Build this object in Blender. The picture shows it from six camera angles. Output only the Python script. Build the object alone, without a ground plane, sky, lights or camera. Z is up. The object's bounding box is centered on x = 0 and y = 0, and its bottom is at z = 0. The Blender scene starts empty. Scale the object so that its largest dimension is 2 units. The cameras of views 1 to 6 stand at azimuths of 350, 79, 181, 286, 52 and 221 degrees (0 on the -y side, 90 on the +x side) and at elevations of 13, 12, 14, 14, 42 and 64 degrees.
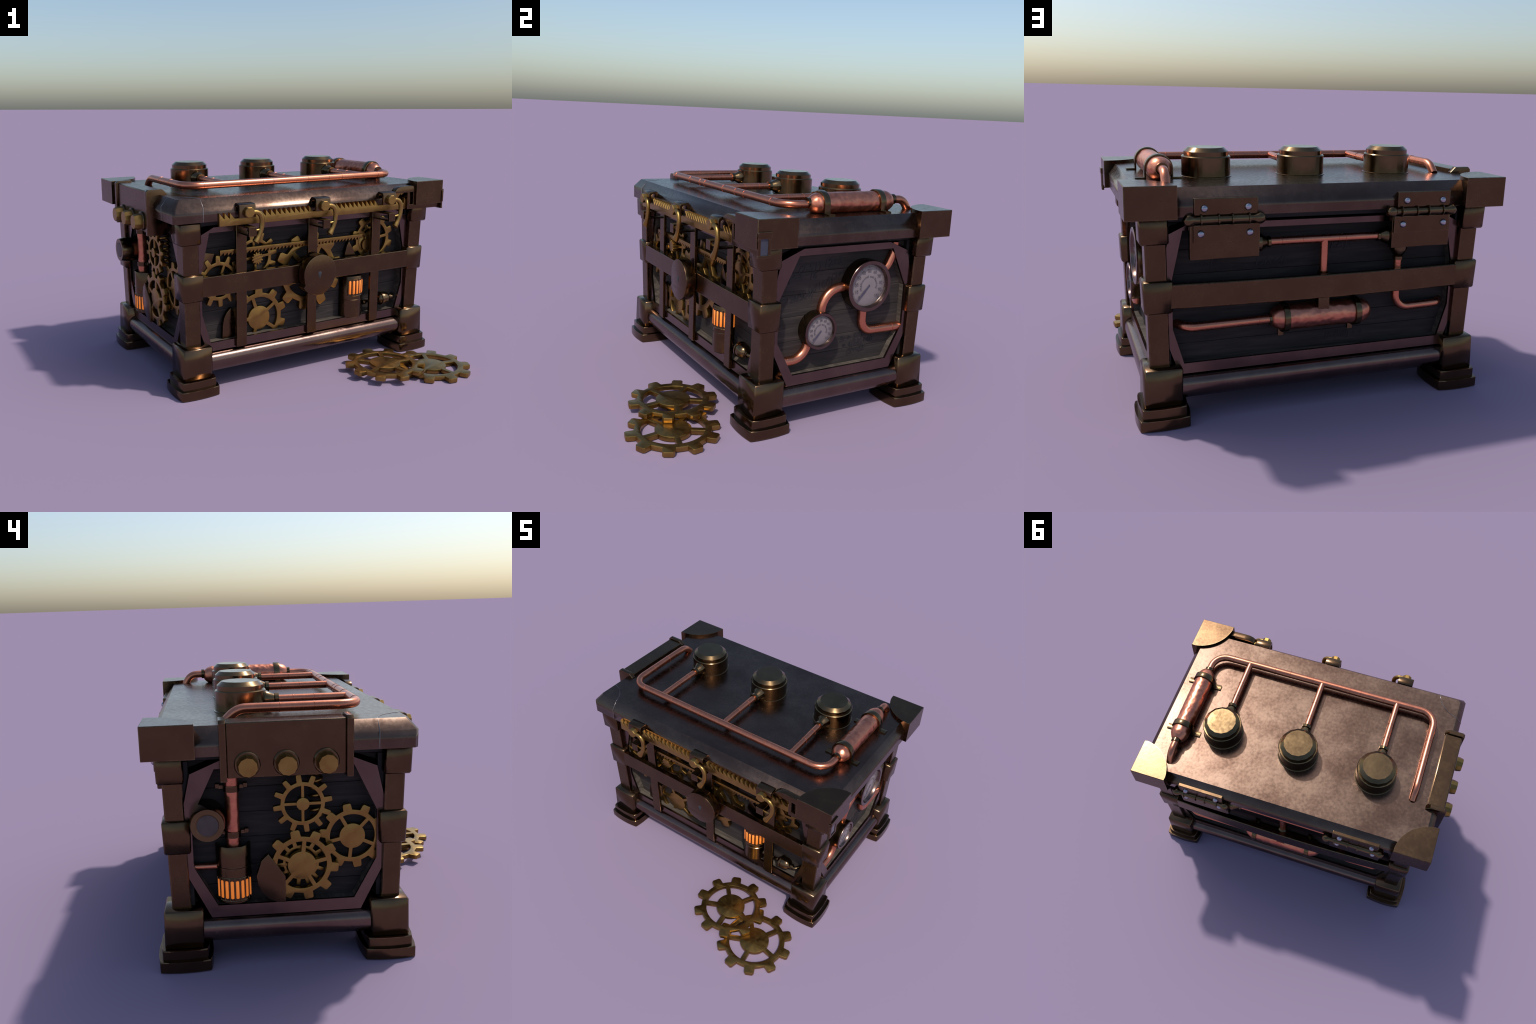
# Steampunk chest with two loose brass gears, built part by part.
import bpy, bmesh, math, random
from math import pi, sin, cos, radians, atan2, hypot
from mathutils import Vector, Matrix, noise

random.seed(7)
SC = bpy.context.scene
COL = SC.collection

# ------------------------------------------------------------------ materials
def nodes_of(name):
    m = bpy.data.materials.new(name)
    m.use_nodes = True
    nt = m.node_tree
    return m, nt, nt.nodes['Principled BSDF']

def metal(name, base, tint, rough=0.3, spread=0.12, scale=7.0, bump=0.02, fine=60.0, metallic=1.0,
          scratch=0.0, hammered=0.0):
    m, nt, b = nodes_of(name)
    N, Lk = nt.nodes, nt.links
    tc = N.new('ShaderNodeTexCoord')
    n1 = N.new('ShaderNodeTexNoise'); n1.inputs['Scale'].default_value = scale
    n1.inputs['Detail'].default_value = 7; n1.inputs['Roughness'].default_value = 0.62
    Lk.new(tc.outputs['Object'], n1.inputs['Vector'])
    r = N.new('ShaderNodeValToRGB')
    r.color_ramp.elements[0].position = 0.36; r.color_ramp.elements[0].color = (*tint, 1)
    r.color_ramp.elements[1].position = 0.62; r.color_ramp.elements[1].color = (*base, 1)
    Lk.new(n1.outputs['Fac'], r.inputs['Fac'])
    Lk.new(r.outputs['Color'], b.inputs['Base Color'])
    n2 = N.new('ShaderNodeTexNoise'); n2.inputs['Scale'].default_value = fine
    n2.inputs['Detail'].default_value = 5
    Lk.new(tc.outputs['Object'], n2.inputs['Vector'])
    mx = N.new('ShaderNodeMath'); mx.operation = 'ADD'
    Lk.new(n1.outputs['Fac'], mx.inputs[0]); Lk.new(n2.outputs['Fac'], mx.inputs[1])
    mr = N.new('ShaderNodeMapRange')
    mr.inputs['From Min'].default_value = 0.7; mr.inputs['From Max'].default_value = 1.3
    mr.inputs['To Min'].default_value = max(0.05, rough - spread); mr.inputs['To Max'].default_value = rough + spread
    Lk.new(mx.outputs[0], mr.inputs['Value'])
    Lk.new(mr.outputs[0], b.inputs['Roughness'])
    b.inputs['Metallic'].default_value = metallic
    height = n2.outputs['Fac']
    if hammered > 0:
        v = N.new('ShaderNodeTexVoronoi'); v.feature = 'SMOOTH_F1'
        v.inputs['Scale'].default_value = 42; v.inputs['Smoothness'].default_value = 0.6
        Lk.new(tc.outputs['Object'], v.inputs['Vector'])
        mm = N.new('ShaderNodeMath'); mm.operation = 'MULTIPLY_ADD'
        mm.inputs[1].default_value = hammered; Lk.new(v.outputs['Distance'], mm.inputs[0])
        m3 = N.new('ShaderNodeMath'); m3.operation = 'MULTIPLY'; m3.inputs[1].default_value = 0.15
        Lk.new(n2.outputs['Fac'], m3.inputs[0]); Lk.new(m3.outputs[0], mm.inputs[2])
        height = mm.outputs[0]
    bp = N.new('ShaderNodeBump'); bp.inputs['Strength'].default_value = 0.35 if hammered else 0.06
    bp.inputs['Distance'].default_value = bump
    Lk.new(height, bp.inputs['Height']); Lk.new(bp.outputs[0], b.inputs['Normal'])
    return m

def worn_edges(m, colour, amount, radius=0.006):
    """rubbed-bright metal along sharp edges, broken up by noise (Bevel node against the true normal)"""
    nt = m.node_tree; N, Lk = nt.nodes, nt.links
    b = N['Principled BSDF']
    src = b.inputs['Base Color'].links[0].from_socket
    be = N.new('ShaderNodeBevel'); be.samples = 4; be.inputs['Radius'].default_value = radius
    ge = N.new('ShaderNodeNewGeometry')
    dt = N.new('ShaderNodeVectorMath'); dt.operation = 'DOT_PRODUCT'
    Lk.new(be.outputs[0], dt.inputs[0]); Lk.new(ge.outputs['Normal'], dt.inputs[1])
    rg = N.new('ShaderNodeMapRange'); rg.inputs['From Min'].default_value = 0.99; rg.inputs['From Max'].default_value = 0.88
    rg.inputs['To Min'].default_value = 0.0; rg.inputs['To Max'].default_value = amount
    Lk.new(dt.outputs['Value'], rg.inputs['Value'])
    tc = N.new('ShaderNodeTexCoord'); ns = N.new('ShaderNodeTexNoise'); ns.inputs['Scale'].default_value = 38
    Lk.new(tc.outputs['Object'], ns.inputs['Vector'])
    nr = N.new('ShaderNodeMapRange'); nr.inputs['From Min'].default_value = 0.35; nr.inputs['From Max'].default_value = 0.6
    Lk.new(ns.outputs['Fac'], nr.inputs['Value'])
    mu = N.new('ShaderNodeMath'); mu.operation = 'MULTIPLY'
    Lk.new(rg.outputs[0], mu.inputs[0]); Lk.new(nr.outputs[0], mu.inputs[1])
    mx = N.new('ShaderNodeMix'); mx.data_type = 'RGBA'
    Lk.new(mu.outputs[0], mx.inputs[0]); Lk.new(src, mx.inputs[6]); mx.inputs[7].default_value = (*colour, 1)
    Lk.new(mx.outputs[2], b.inputs['Base Color'])

def wood(name, c1, c2, c3, axis='X', rough=0.75):
    m, nt, b = nodes_of(name)
    N, Lk = nt.nodes, nt.links
    tc = N.new('ShaderNodeTexCoord')
    mp = N.new('ShaderNodeMapping')
    mp.inputs['Scale'].default_value = (1.5, 14, 22) if axis == 'X' else (14, 1.5, 22)
    Lk.new(tc.outputs['Object'], mp.inputs['Vector'])
    oi = N.new('ShaderNodeObjectInfo')
    n1 = N.new('ShaderNodeTexNoise'); n1.inputs['Scale'].default_value = 2.2
    n1.inputs['Detail'].default_value = 9; n1.inputs['Roughness'].default_value = 0.65
    n1.inputs['Distortion'].default_value = 0.6
    n1.noise_dimensions = '4D'
    sc = N.new('ShaderNodeMath'); sc.operation = 'MULTIPLY'; sc.inputs[1].default_value = 9.0
    Lk.new(oi.outputs['Random'], sc.inputs[0]); Lk.new(sc.outputs[0], n1.inputs['W'])
    Lk.new(mp.outputs[0], n1.inputs['Vector'])
    r = N.new('ShaderNodeValToRGB')
    r.color_ramp.elements[0].position = 0.33; r.color_ramp.elements[0].color = (*c1, 1)
    r.color_ramp.elements[1].position = 0.72; r.color_ramp.elements[1].color = (*c3, 1)
    e = r.color_ramp.elements.new(0.5); e.color = (*c2, 1)
    Lk.new(n1.outputs['Fac'], r.inputs['Fac'])
    # each board a little lighter or darker than its neighbour
    hv = N.new('ShaderNodeHueSaturation')
    vr = N.new('ShaderNodeMapRange'); vr.inputs['To Min'].default_value = 0.9; vr.inputs['To Max'].default_value = 1.15
    Lk.new(oi.outputs['Random'], vr.inputs['Value']); Lk.new(vr.outputs[0], hv.inputs['Value'])
    Lk.new(r.outputs['Color'], hv.inputs['Color'])
    Lk.new(hv.outputs['Color'], b.inputs['Base Color'])
    b.inputs['Roughness'].default_value = rough
    b.inputs['Specular IOR Level'].default_value = 0.3
    bp = N.new('ShaderNodeBump'); bp.inputs['Strength'].default_value = 0.5; bp.inputs['Distance'].default_value = 0.006
    Lk.new(n1.outputs['Fac'], bp.inputs['Height']); Lk.new(bp.outputs[0], b.inputs['Normal'])
    return m

def plain(name, c, rough=0.5, metallic=0.0, coat=0.0, noise_amt=0.12, emit=0.0):
    m, nt, b = nodes_of(name)
    N, Lk = nt.nodes, nt.links
    tc = N.new('ShaderNodeTexCoord')
    n1 = N.new('ShaderNodeTexNoise'); n1.inputs['Scale'].default_value = 30; n1.inputs['Detail'].default_value = 4
    Lk.new(tc.outputs['Object'], n1.inputs['Vector'])
    r = N.new('ShaderNodeValToRGB')
    lo = tuple(x * (1 - noise_amt) for x in c); hi = tuple(min(1, x * (1 + noise_amt)) for x in c)
    r.color_ramp.elements[0].position = 0.35; r.color_ramp.elements[0].color = (*lo, 1)
    r.color_ramp.elements[1].position = 0.65; r.color_ramp.elements[1].color = (*hi, 1)
    Lk.new(n1.outputs['Fac'], r.inputs['Fac'])
    Lk.new(r.outputs['Color'], b.inputs['Base Color'])
    b.inputs['Roughness'].default_value = rough
    b.inputs['Metallic'].default_value = metallic
    b.inputs['Coat Weight'].default_value = coat
    b.inputs['Coat Roughness'].default_value = 0.04
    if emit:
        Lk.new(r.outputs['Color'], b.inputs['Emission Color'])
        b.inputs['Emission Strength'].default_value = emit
    return m

IRON = metal('dark_steel', (0.165, 0.112, 0.092), (0.135, 0.086, 0.074), rough=0.23, spread=0.06, scale=6, bump=0.002)
LID = metal('lid_steel', (0.140, 0.094, 0.071), (0.106, 0.066, 0.049), rough=0.265, spread=0.075, scale=5, bump=0.002)
BRONZE = metal('aged_bronze', (0.118, 0.072, 0.039), (0.102, 0.060, 0.034), rough=0.25, spread=0.05, scale=9, bump=0.002)
DARKBRASS = metal('dark_brass', (0.165, 0.112, 0.058), (0.125, 0.082, 0.043), rough=0.20, spread=0.05, scale=9, bump=0.002)
FOOTMETAL = metal('foot_bronze', (0.128, 0.081, 0.045), (0.105, 0.064, 0.038), rough=0.20, spread=0.05, scale=9, bump=0.002)
BRASS = metal('gear_brass', (0.335, 0.205, 0.062), (0.27, 0.160, 0.048), rough=0.36, spread=0.08, scale=18, bump=0.003)
COPPER = metal('copper', (0.65, 0.240, 0.140), (0.58, 0.208, 0.120), rough=0.28, spread=0.04, scale=10, bump=0.002)
HAMMERED = metal('hammered_copper', (0.68, 0.260, 0.155), (0.52, 0.178, 0.112), rough=0.33, spread=0.06, scale=22,
                 bump=0.010, hammered=0.6)
CHROME = metal('rivet_steel', (0.46, 0.44, 0.47), (0.36, 0.34, 0.39), rough=0.28, spread=0.05, scale=20, bump=0.001)
SEAM = metal('scratched_steel', (0.30, 0.26, 0.25), (0.20, 0.17, 0.16), rough=0.35, spread=0.05, scale=20, bump=0.002)
worn_edges(BRONZE, (0.26, 0.185, 0.105), 0.85)
worn_edges(FOOTMETAL, (0.31, 0.22, 0.115), 0.95)
WOOD_X = wood('dark_wood_long', (0.018, 0.014, 0.0128), (0.028, 0.0216, 0.0195), (0.052, 0.040, 0.034), 'X')
WOOD_Y = wood('dark_wood_short', (0.018, 0.014, 0.0128), (0.028, 0.0216, 0.0195), (0.052, 0.040, 0.034), 'Y')
LINING = wood('bare_wood_edge', (0.030, 0.023, 0.019), (0.060, 0.048, 0.038), (0.14, 0.115, 0.088), 'X')
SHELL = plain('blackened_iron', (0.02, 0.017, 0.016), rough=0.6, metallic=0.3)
INK = plain('dark_ink', (0.011, 0.010, 0.012), rough=0.7)
DIALFACE = plain('enamel_dial', (0.195, 0.163, 0.158), rough=0.40, coat=0.6, noise_amt=0.05)
DIALINK = plain('dial_ink', (0.128, 0.108, 0.124), rough=0.5)
NEEDLE = plain('needle_paint', (0.055, 0.047, 0.075), rough=0.5)
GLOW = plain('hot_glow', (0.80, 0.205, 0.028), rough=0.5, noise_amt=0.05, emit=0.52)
KEYHOLE = plain('keyhole_dark', (0.022, 0.026, 0.032), rough=0.7)
SMOKED = plain('smoked_glass', (0.03, 0.035, 0.05), rough=0.15, coat=0.5)

# ------------------------------------------------------------------ object helpers
CHEST = bpy.data.objects.new('steampunk_chest', None)
CHEST.location = (-0.0294, -0.0118, 0)
CHEST.rotation_euler = (0, 0, radians(20.05))
COL.objects.link(CHEST)
CHEST["label"] = "dark bronze steampunk chest with gears, copper pipes and gauges"
CHEST["category"] = "storage chest"

def shade(me, angle=40):
    me.shade_smooth()
    if angle < 179:
        me.set_sharp_from_angle(angle=radians(angle))

def add(name, me, mat, parent=None, angle=40):
    shade(me, angle)
    me.materials.clear(); me.materials.append(mat)
    me.name = name
    o = bpy.data.objects.new(name, me)
    COL.objects.link(o)
    o.parent = parent or CHEST
    return o

def copy_of(o, name=None, parent=None, matrix=None):
    c = o.copy()
    c.name = name or o.name.split('.')[0]
    COL.objects.link(c)
    c.parent = parent or o.parent
    if matrix is not None:
        c.matrix_local = matrix
    return c

def finish(bm):
    bmesh.ops.remove_doubles(bm, verts=bm.verts, dist=1e-6)
    bmesh.ops.recalc_face_normals(bm, faces=bm.faces)
    me = bpy.data.meshes.new('m'); bm.to_mesh(me); bm.free()
    return me

def box_bm(bm, x0, x1, y0, y1, z0, z1, bev=0.004, seg=2, top=None):
    """box; 'top' = (x0,x1,y0,y1) for a different (tapered) top"""
    t = top or (x0, x1, y0, y1)
    co = [(x0, y0, z0), (x1, y0, z0), (x1, y1, z0), (x0, y1, z0),
          (t[0], t[2], z1), (t[1], t[2], z1), (t[1], t[3], z1), (t[0], t[3], z1)]
    v = [bm.verts.new(c) for c in co]
    f = [bm.faces.new([v[i] for i in q]) for q in
         ((3, 2, 1, 0), (4, 5, 6, 7), (0, 1, 5, 4), (1, 2, 6, 5), (2, 3, 7, 6), (3, 0, 4, 7))]
    if bev > 0:
        ed = list({e for q in f for e in q.edges})
        bmesh.ops.bevel(bm, geom=ed, offset=bev, segments=seg, affect='EDGES', profile=0.5)

def box(name, x0, x1, y0, y1, z0, z1, mat, parent=None, bev=0.004, seg=2, angle=20, top=None):
    bm = bmesh.new()
    box_bm(bm, min(x0, x1), max(x0, x1), min(y0, y1), max(y0, y1), z0, z1, bev, seg, top)
    return add(name, finish(bm), mat, parent, angle)

def boxes(name, specs, mat, parent=None, bev=0.003, seg=2, angle=20):
    bm = bmesh.new()
    for s in specs:
        box_bm(bm, min(s[0], s[1]), max(s[0], s[1]), min(s[2], s[3]), max(s[2], s[3]), s[4], s[5], bev, seg)
    return add(name, finish(bm), mat, parent, angle)

AX = {'x': Matrix(((0, 0, 1), (1, 0, 0), (0, 1, 0))), 'y': Matrix(((1, 0, 0), (0, 0, 1), (0, 1, 0))),
      'z': Matrix.Identity(3)}

def lathe_bm(bm, prof, axis, origin, sides=28, phase=0.0, cap=True):
    """revolve (radius, height) pairs; height runs along +axis from origin"""
    M = AX[axis]; O = Vector(origin)
    rings = []
    for r, h in prof:
        if r < 1e-6:
            rings.append([bm.verts.new(O + M @ Vector((0, 0, h)))])
        else:
            rings.append([bm.verts.new(O + M @ Vector((r * cos(phase + 2 * pi * i / sides), r * sin(phase + 2 * pi * i / sides), h)))
                          for i in range(sides)])
    for a, b in zip(rings, rings[1:]):
        for i in range(sides):
            j = (i + 1) % sides
            if len(a) == 1 and len(b) == 1:
                continue
            if len(a) == 1:
                bm.faces.new((a[0], b[i], b[j]))
            elif len(b) == 1:
                bm.faces.new((a[i], b[0], a[j]))
            else:
                bm.faces.new((a[i], b[i], b[j], a[j]))
    for ring in (rings[0], rings[-1]):
        if cap and len(ring) > 1:
            bm.faces.new(ring)

def lathe(name, prof, axis, origin, mat, parent=None, sides=28, angle=40, phase=0.0, cap=True):
    bm = bmesh.new(); lathe_bm(bm, prof, axis, origin, sides, phase, cap)
    return add(name, finish(bm), mat, parent, angle)

def fillet(pts, rad, n=8):
    """round the corners of a polyline"""
    P = [Vector(p) for p in pts]
    out = [P[0]]
    for a, b, c in zip(P, P[1:], P[2:]):
        u = (a - b); w = (c - b); lu, lw = u.length, w.length
        u.normalize(); w.normalize()
        ang = u.angle(w)
        t = min(rad / math.tan(ang / 2), lu * 0.49 if a is not P[0] else lu * 0.98, lw * 0.49 if c is not P[-1] else lw * 0.98)
        r = t * math.tan(ang / 2)
        bis = (u + w).normalized(); ctr = b + bis * (r / sin(ang / 2))
        s, e = b + u * t, b + w * t
        v0, v1 = s - ctr, e - ctr
        tot = v0.angle(v1); ax = v0.cross(v1).normalized()
        for i in range(n + 1):
            out.append(ctr + Matrix.Rotation(tot * i / n, 3, ax) @ v0)
    out.append(P[-1])
    return out

def tube_bm(bm, path, rad, sides=14, cap=True):
    """sweep a circle along a path; rad a number or a function of 0..1"""
    P = [Vector(p) for p in path]
    T = []
    for i in range(len(P)):
        a = P[max(0, i - 1)]; b = P[min(len(P) - 1, i + 1)]
        T.append((b - a).normalized())
    ref = Vector((0, 0, 1)) if abs(T[0].z) < 0.9 else Vector((0, 1, 0))
    nrm = T[0].cross(ref).normalized()
    rings = []
    for i, p in enumerate(P):
        if i:
            q = T[i - 1].rotation_difference(T[i]); nrm = (q @ nrm).normalized()
        bi = T[i].cross(nrm)
        r = rad(i / (len(P) - 1)) if callable(rad) else rad
        rings.append([bm.verts.new(p + nrm * (r * cos(2 * pi * k / sides)) + bi * (r * sin(2 * pi * k / sides))) for k in range(sides)])
    for a, b in zip(rings, rings[1:]):
        for k in range(sides):
            bm.faces.new((a[k], a[(k + 1) % sides], b[(k + 1) % sides], b[k]))
    if cap:
        bm.faces.new(rings[0]); bm.faces.new(rings[-1])

def tube(name, pts, r, mat, parent=None, bend=0.05, sides=14, joints=(), angle=50):
    path = fillet(pts, bend) if len(pts) > 2 else [Vector(p) for p in pts]
    bm = bmesh.new(); tube_bm(bm, path, r, sides)
    # thin soldered joint rings at fractions of straight stretches: (segment a, segment b, fraction)
    for a, b, f in joints:
        a, b = Vector(a), Vector(b); d = (b - a).normalized(); c = a.lerp(b, f)
        tube_bm(bm, [c - d * 0.0022, c - d * 0.001, c + d * 0.001, c + d * 0.0022], lambda t: r + (0.0014 if 0.2 < t < 0.8 else -0.0008), sides)
    return add(name, finish(bm), mat, parent, angle)

def shape_mesh(loops, depth, bev=0.002, holes=()):
    """extrude a flat outline (with holes) by 'depth', centred on z=0, small rounded edge"""
    cu = bpy.data.curves.new('c', 'CURVE'); cu.dimensions = '2D'; cu.fill_mode = 'BOTH'
    for lp in list(loops) + list(holes):
        sp = cu.splines.new('POLY'); sp.points.add(len(lp) - 1); sp.use_cyclic_u = True
        for q, p in zip(sp.points, lp):
            q.co = (p[0], p[1], 0, 1)
    cu.extrude = max(0.0005, depth / 2 - bev); cu.bevel_depth = bev; cu.bevel_resolution = 1; cu.offset = -bev
    ob = bpy.data.objects.new('c', cu); COL.objects.link(ob)
    dg = bpy.context.evaluated_depsgraph_get()
    me = bpy.data.meshes.new_from_object(ob.evaluated_get(dg))
    bpy.data.objects.remove(ob); bpy.data.curves.remove(cu)
    bm = bmesh.new(); bm.from_mesh(me)
    bmesh.ops.remove_doubles(bm, verts=bm.verts, dist=1e-6)
    bm.to_mesh(me); bm.free()
    return me

def facing(side):
    """matrix taking a shape drawn in (u, z-up) with thickness along its +z into the chest frame.
    u runs: front +x, left -y (so u = -y), right +y, back -x"""
    if side == 'front':
        return Matrix(((1, 0, 0, 0), (0, 0, -1, 0), (0, 1, 0, 0), (0, 0, 0, 1)))
    if side == 'back':
        return Matrix(((-1, 0, 0, 0), (0, 0, 1, 0), (0, 1, 0, 0), (0, 0, 0, 1)))
    if side == 'right':
        return Matrix(((0, 0, 1, 0), (1, 0, 0, 0), (0, 1, 0, 0), (0, 0, 0, 1)))
    return Matrix(((0, 0, -1, 0), (-1, 0, 0, 0), (0, 1, 0, 0), (0, 0, 0, 1)))   # left

def plate(name, pts, depth, side, front, mat, parent=None, bev=0.002, holes=(), angle=35):
    """flat shape whose outer face lies at distance 'front' from the chest centre on that side"""
    me = shape_mesh([pts], depth, bev, holes)
    M = facing(side) @ Matrix.Translation((0, 0, front - depth / 2))
    me.transform(M)
    return add(name, me, mat, parent, angle)

def text_mesh(body, size, depth=0.0008):
    cu = bpy.data.curves.new('t', 'FONT'); cu.body = body; cu.size = size
    cu.align_x = 'CENTER'; cu.align_y = 'CENTER'; cu.extrude = depth
    ob = bpy.data.objects.new('t', cu); COL.objects.link(ob)
    dg = bpy.context.evaluated_depsgraph_get()
    me = bpy.data.meshes.new_from_object(ob.evaluated_get(dg))
    bpy.data.objects.remove(ob); bpy.data.curves.remove(cu)
    return me

def join_meshes(parts):
    bm = bmesh.new()
    for me, M in parts:
        me.transform(M); bm.from_mesh(me); bpy.data.meshes.remove(me)
    out = bpy.data.meshes.new('m'); bm.to_mesh(out); bm.free()
    return out

def T(x, y, z): return Matrix.Translation((x, y, z))
def RZ(deg): return Matrix.Rotation(radians(deg), 4, 'Z')

# ------------------------------------------------------------------ gears
def gear_mesh(R, depth, teeth, rim, inner, hub, spokes, spoke_w, tooth_w, spoke_off=0.0, bore=0.0, bev=0.0025):
    """rim, inner, hub, widths are fractions of the tip radius R; a tooth centre lies at angle 0"""
    out = []
    st = 2 * pi / teeth
    hw = tooth_w / 2
    for i in range(teeth):
        a = i * st
        root = math.asin(hw / rim) ; tip = math.asin(hw * 0.93 / 1.0)
        pts = [(rim, a - root), (0.965, a - math.asin(hw * 0.93 / 0.965)), (1.0, a - tip * 0.72), (1.0, a + tip * 0.72),
               (0.965, a + math.asin(hw * 0.93 / 0.965)), (rim, a + root)]
        out += [(R * r * cos(t), R * r * sin(t)) for r, t in pts]
        g = a + st / 2
        out.append((R * rim * 0.995 * cos(g), R * rim * 0.995 * sin(g)))
    holes = []
    for k in range(spokes):
        a0 = spoke_off + 2 * pi * k / spokes; a1 = spoke_off + 2 * pi * (k + 1) / spokes
        di, dh = math.asin(spoke_w / 2 / inner), math.asin(min(0.95, spoke_w / 2 / hub))
        lp = []
        n = 9
        for i in range(n + 1):
            t = a0 + di + (a1 - a0 - 2 * di) * i / n
            lp.append((R * inner * cos(t), R * inner * sin(t)))
        for i in range(n + 1):
            t = a1 - dh - (a1 - a0 - 2 * dh) * i / n
            lp.append((R * hub * cos(t), R * hub * sin(t)))
        holes.append(lp)
    return shape_mesh([out], depth, bev, holes)

def cog(R, depth, off=17.5):      # ten square teeth, five spokes, wide hub
    return gear_mesh(R, depth, 10, 0.81, 0.665, 0.385, 5, 0.115, 0.27, radians(off))

def wheel(R, depth, off=8.0):     # twelve narrow teeth, four thin spokes, small hub
    return gear_mesh(R, depth, 12, 0.75, 0.61, 0.165, 4, 0.105, 0.19, radians(off))

def put_gear(name, me, side, u, z, front, depth, rot, mat=None, parent=None):
    o = add(name, me, mat or BRASS, parent, 35)
    o.matrix_local = facing(side) @ T(u, z, front - depth / 2) @ RZ(rot)
    return o

# ------------------------------------------------------------------ carcass, planks, panel frames
box('inner_shell', -0.662, 0.662, -0.368, 0.368, 0.16, 0.884, SHELL, bev=0)
box('lid_seat', -0.722, 0.722, -0.432, 0.432, 0.852, 0.8835, SHELL, bev=0.002)
for sx in (-1, 1):
    for sy in (-1, 1):
        box('corner_pillar', sx * 0.658, sx * 0.722, sy * 0.372, sy * 0.440, 0.20, 0.850, SHELL, bev=0.002)

plank_z = [0.225, 0.323, 0.403, 0.522, 0.626, 0.73, 0.845]
for side, half, off in (('front', 0.655, 0.394), ('back', 0.655, 0.402), ('left', 0.375, 0.689), ('right', 0.375, 0.698)):
    for i, (a, b) in enumerate(zip(plank_z, plank_z[1:])):
        j = random.uniform(-0.004, 0.004) if 0 < i else 0
        bm = bmesh.new()
        box_bm(bm, -half, half, a + 0.0006, b - 0.0006, -0.018, random.uniform(-0.0012, 0.0), 0.0016, 1)
        bmesh.ops.transform(bm, matrix=facing(side) @ T(0, 0, off), verts=bm.verts)
        add('plank', finish(bm), WOOD_X if side in ('front', 'back') else WOOD_Y, None, 30)

def ring_frame(side, front, inner, outer_f, outer_b, back_depth):
    """octagonal panel frame: outer back edge, outer front edge, inner lip"""
    bm = bmesh.new()
    M = facing(side)
    def loop(pts, d): return [bm.verts.new(M @ Vector((u, z, d))) for u, z in pts]
    Ls = [loop(outer_b, front - back_depth), loop([(u, z) for u, z in outer_f], front + 0.001), loop(inner, front), loop(inner, front - 0.012)]
    for a, b in zip(Ls, Ls[1:]):
        n = len(a)
        for i in range(n):
            j = (i + 1) % n
            bm.faces.new((a[i], a[j], b[j], b[i]))
    bmesh.ops.remove_doubles(bm, verts=bm.verts, dist=1e-5)
    fr = add('panel_frame', finish(bm), IRON, None, 38)
    bm = bmesh.new()
    Ls = [loop(inner, front - 0.0125), loop(inner, front - 0.068)]
    n = len(inner)
    for i in range(n):
        j = (i + 1) % n
        if (Vector(inner[i]) - Vector(inner[j])).length > 1e-4:
            bm.faces.new((Ls[0][i], Ls[0][j], Ls[1][j], Ls[1][i]))
    add('frame_lining', finish(bm), LINING, fr, 20)
    return fr

def sym(right):   # mirror a right-hand outline (bottom to top) into a closed loop
    return right + [(-u, z) for u, z in reversed(right)]

for s in ('front', 'back'):
    ring_frame(s, 0.446,
               sym([(0.605, 0.25), (0.65, 0.405), (0.65, 0.62), (0.605, 0.818), (0.605, 0.818)]),
               sym([(0.625, 0.205), (0.690, 0.395), (0.690, 0.64), (0.660, 0.806), (0.580, 0.844)]),
               sym([(0.640, 0.185), (0.705, 0.39), (0.705, 0.65), (0.672, 0.822), (0.560, 0.858)]), 0.045)
for s in ('left', 'right'):
    ring_frame(s, 0.738,
               sym([(0.278, 0.25), (0.368, 0.420), (0.368, 0.622), (0.272, 0.818), (0.272, 0.818)]),
               sym([(0.305, 0.200), (0.404, 0.405), (0.404, 0.64), (0.366, 0.802), (0.250, 0.850)]),
               sym([(0.335, 0.185), (0.418, 0.40), (0.418, 0.65), (0.376, 0.817), (0.240, 0.864)]), 0.045)

# ------------------------------------------------------------------ bottom rails (half round bars)
def rail(axis, a, b, off):
    prof = []
    bm = bmesh.new()
    R1, R2 = 0.056, 0.054
    n = 28
    rings = []
    for e in (a, b):
        ring = []
        for i in range(n):
            t = 2 * pi * i / n
            q = 0.78 if sin(t) > 0 else 1.0
            w = R1 * math.copysign(abs(cos(t)) ** q, cos(t)); z = 0.146 + R2 * math.copysign(abs(sin(t)) ** q, sin(t))
            ring.append(bm.verts.new((e, off + w, z) if axis == 'x' else (off + w, e, z)))
        rings.append(ring)
    for i in range(n):
        j = (i + 1) % n
        bm.faces.new((rings[0][i], rings[0][j], rings[1][j], rings[1][i]))
    bm.faces.new(rings[0]); bm.faces.new(rings[1])
    return add('bottom_rail', finish(bm), IRON, None, 50)

for sg in (-1, 1):
    rail('x', -0.66, 0.66, sg * 0.424)
    rail('y', -0.38, 0.38, sg * 0.714)

# ------------------------------------------------------------------ corner posts with feet and collars
D = 0.279          # the chest is this much longer (half length) than deep

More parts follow.
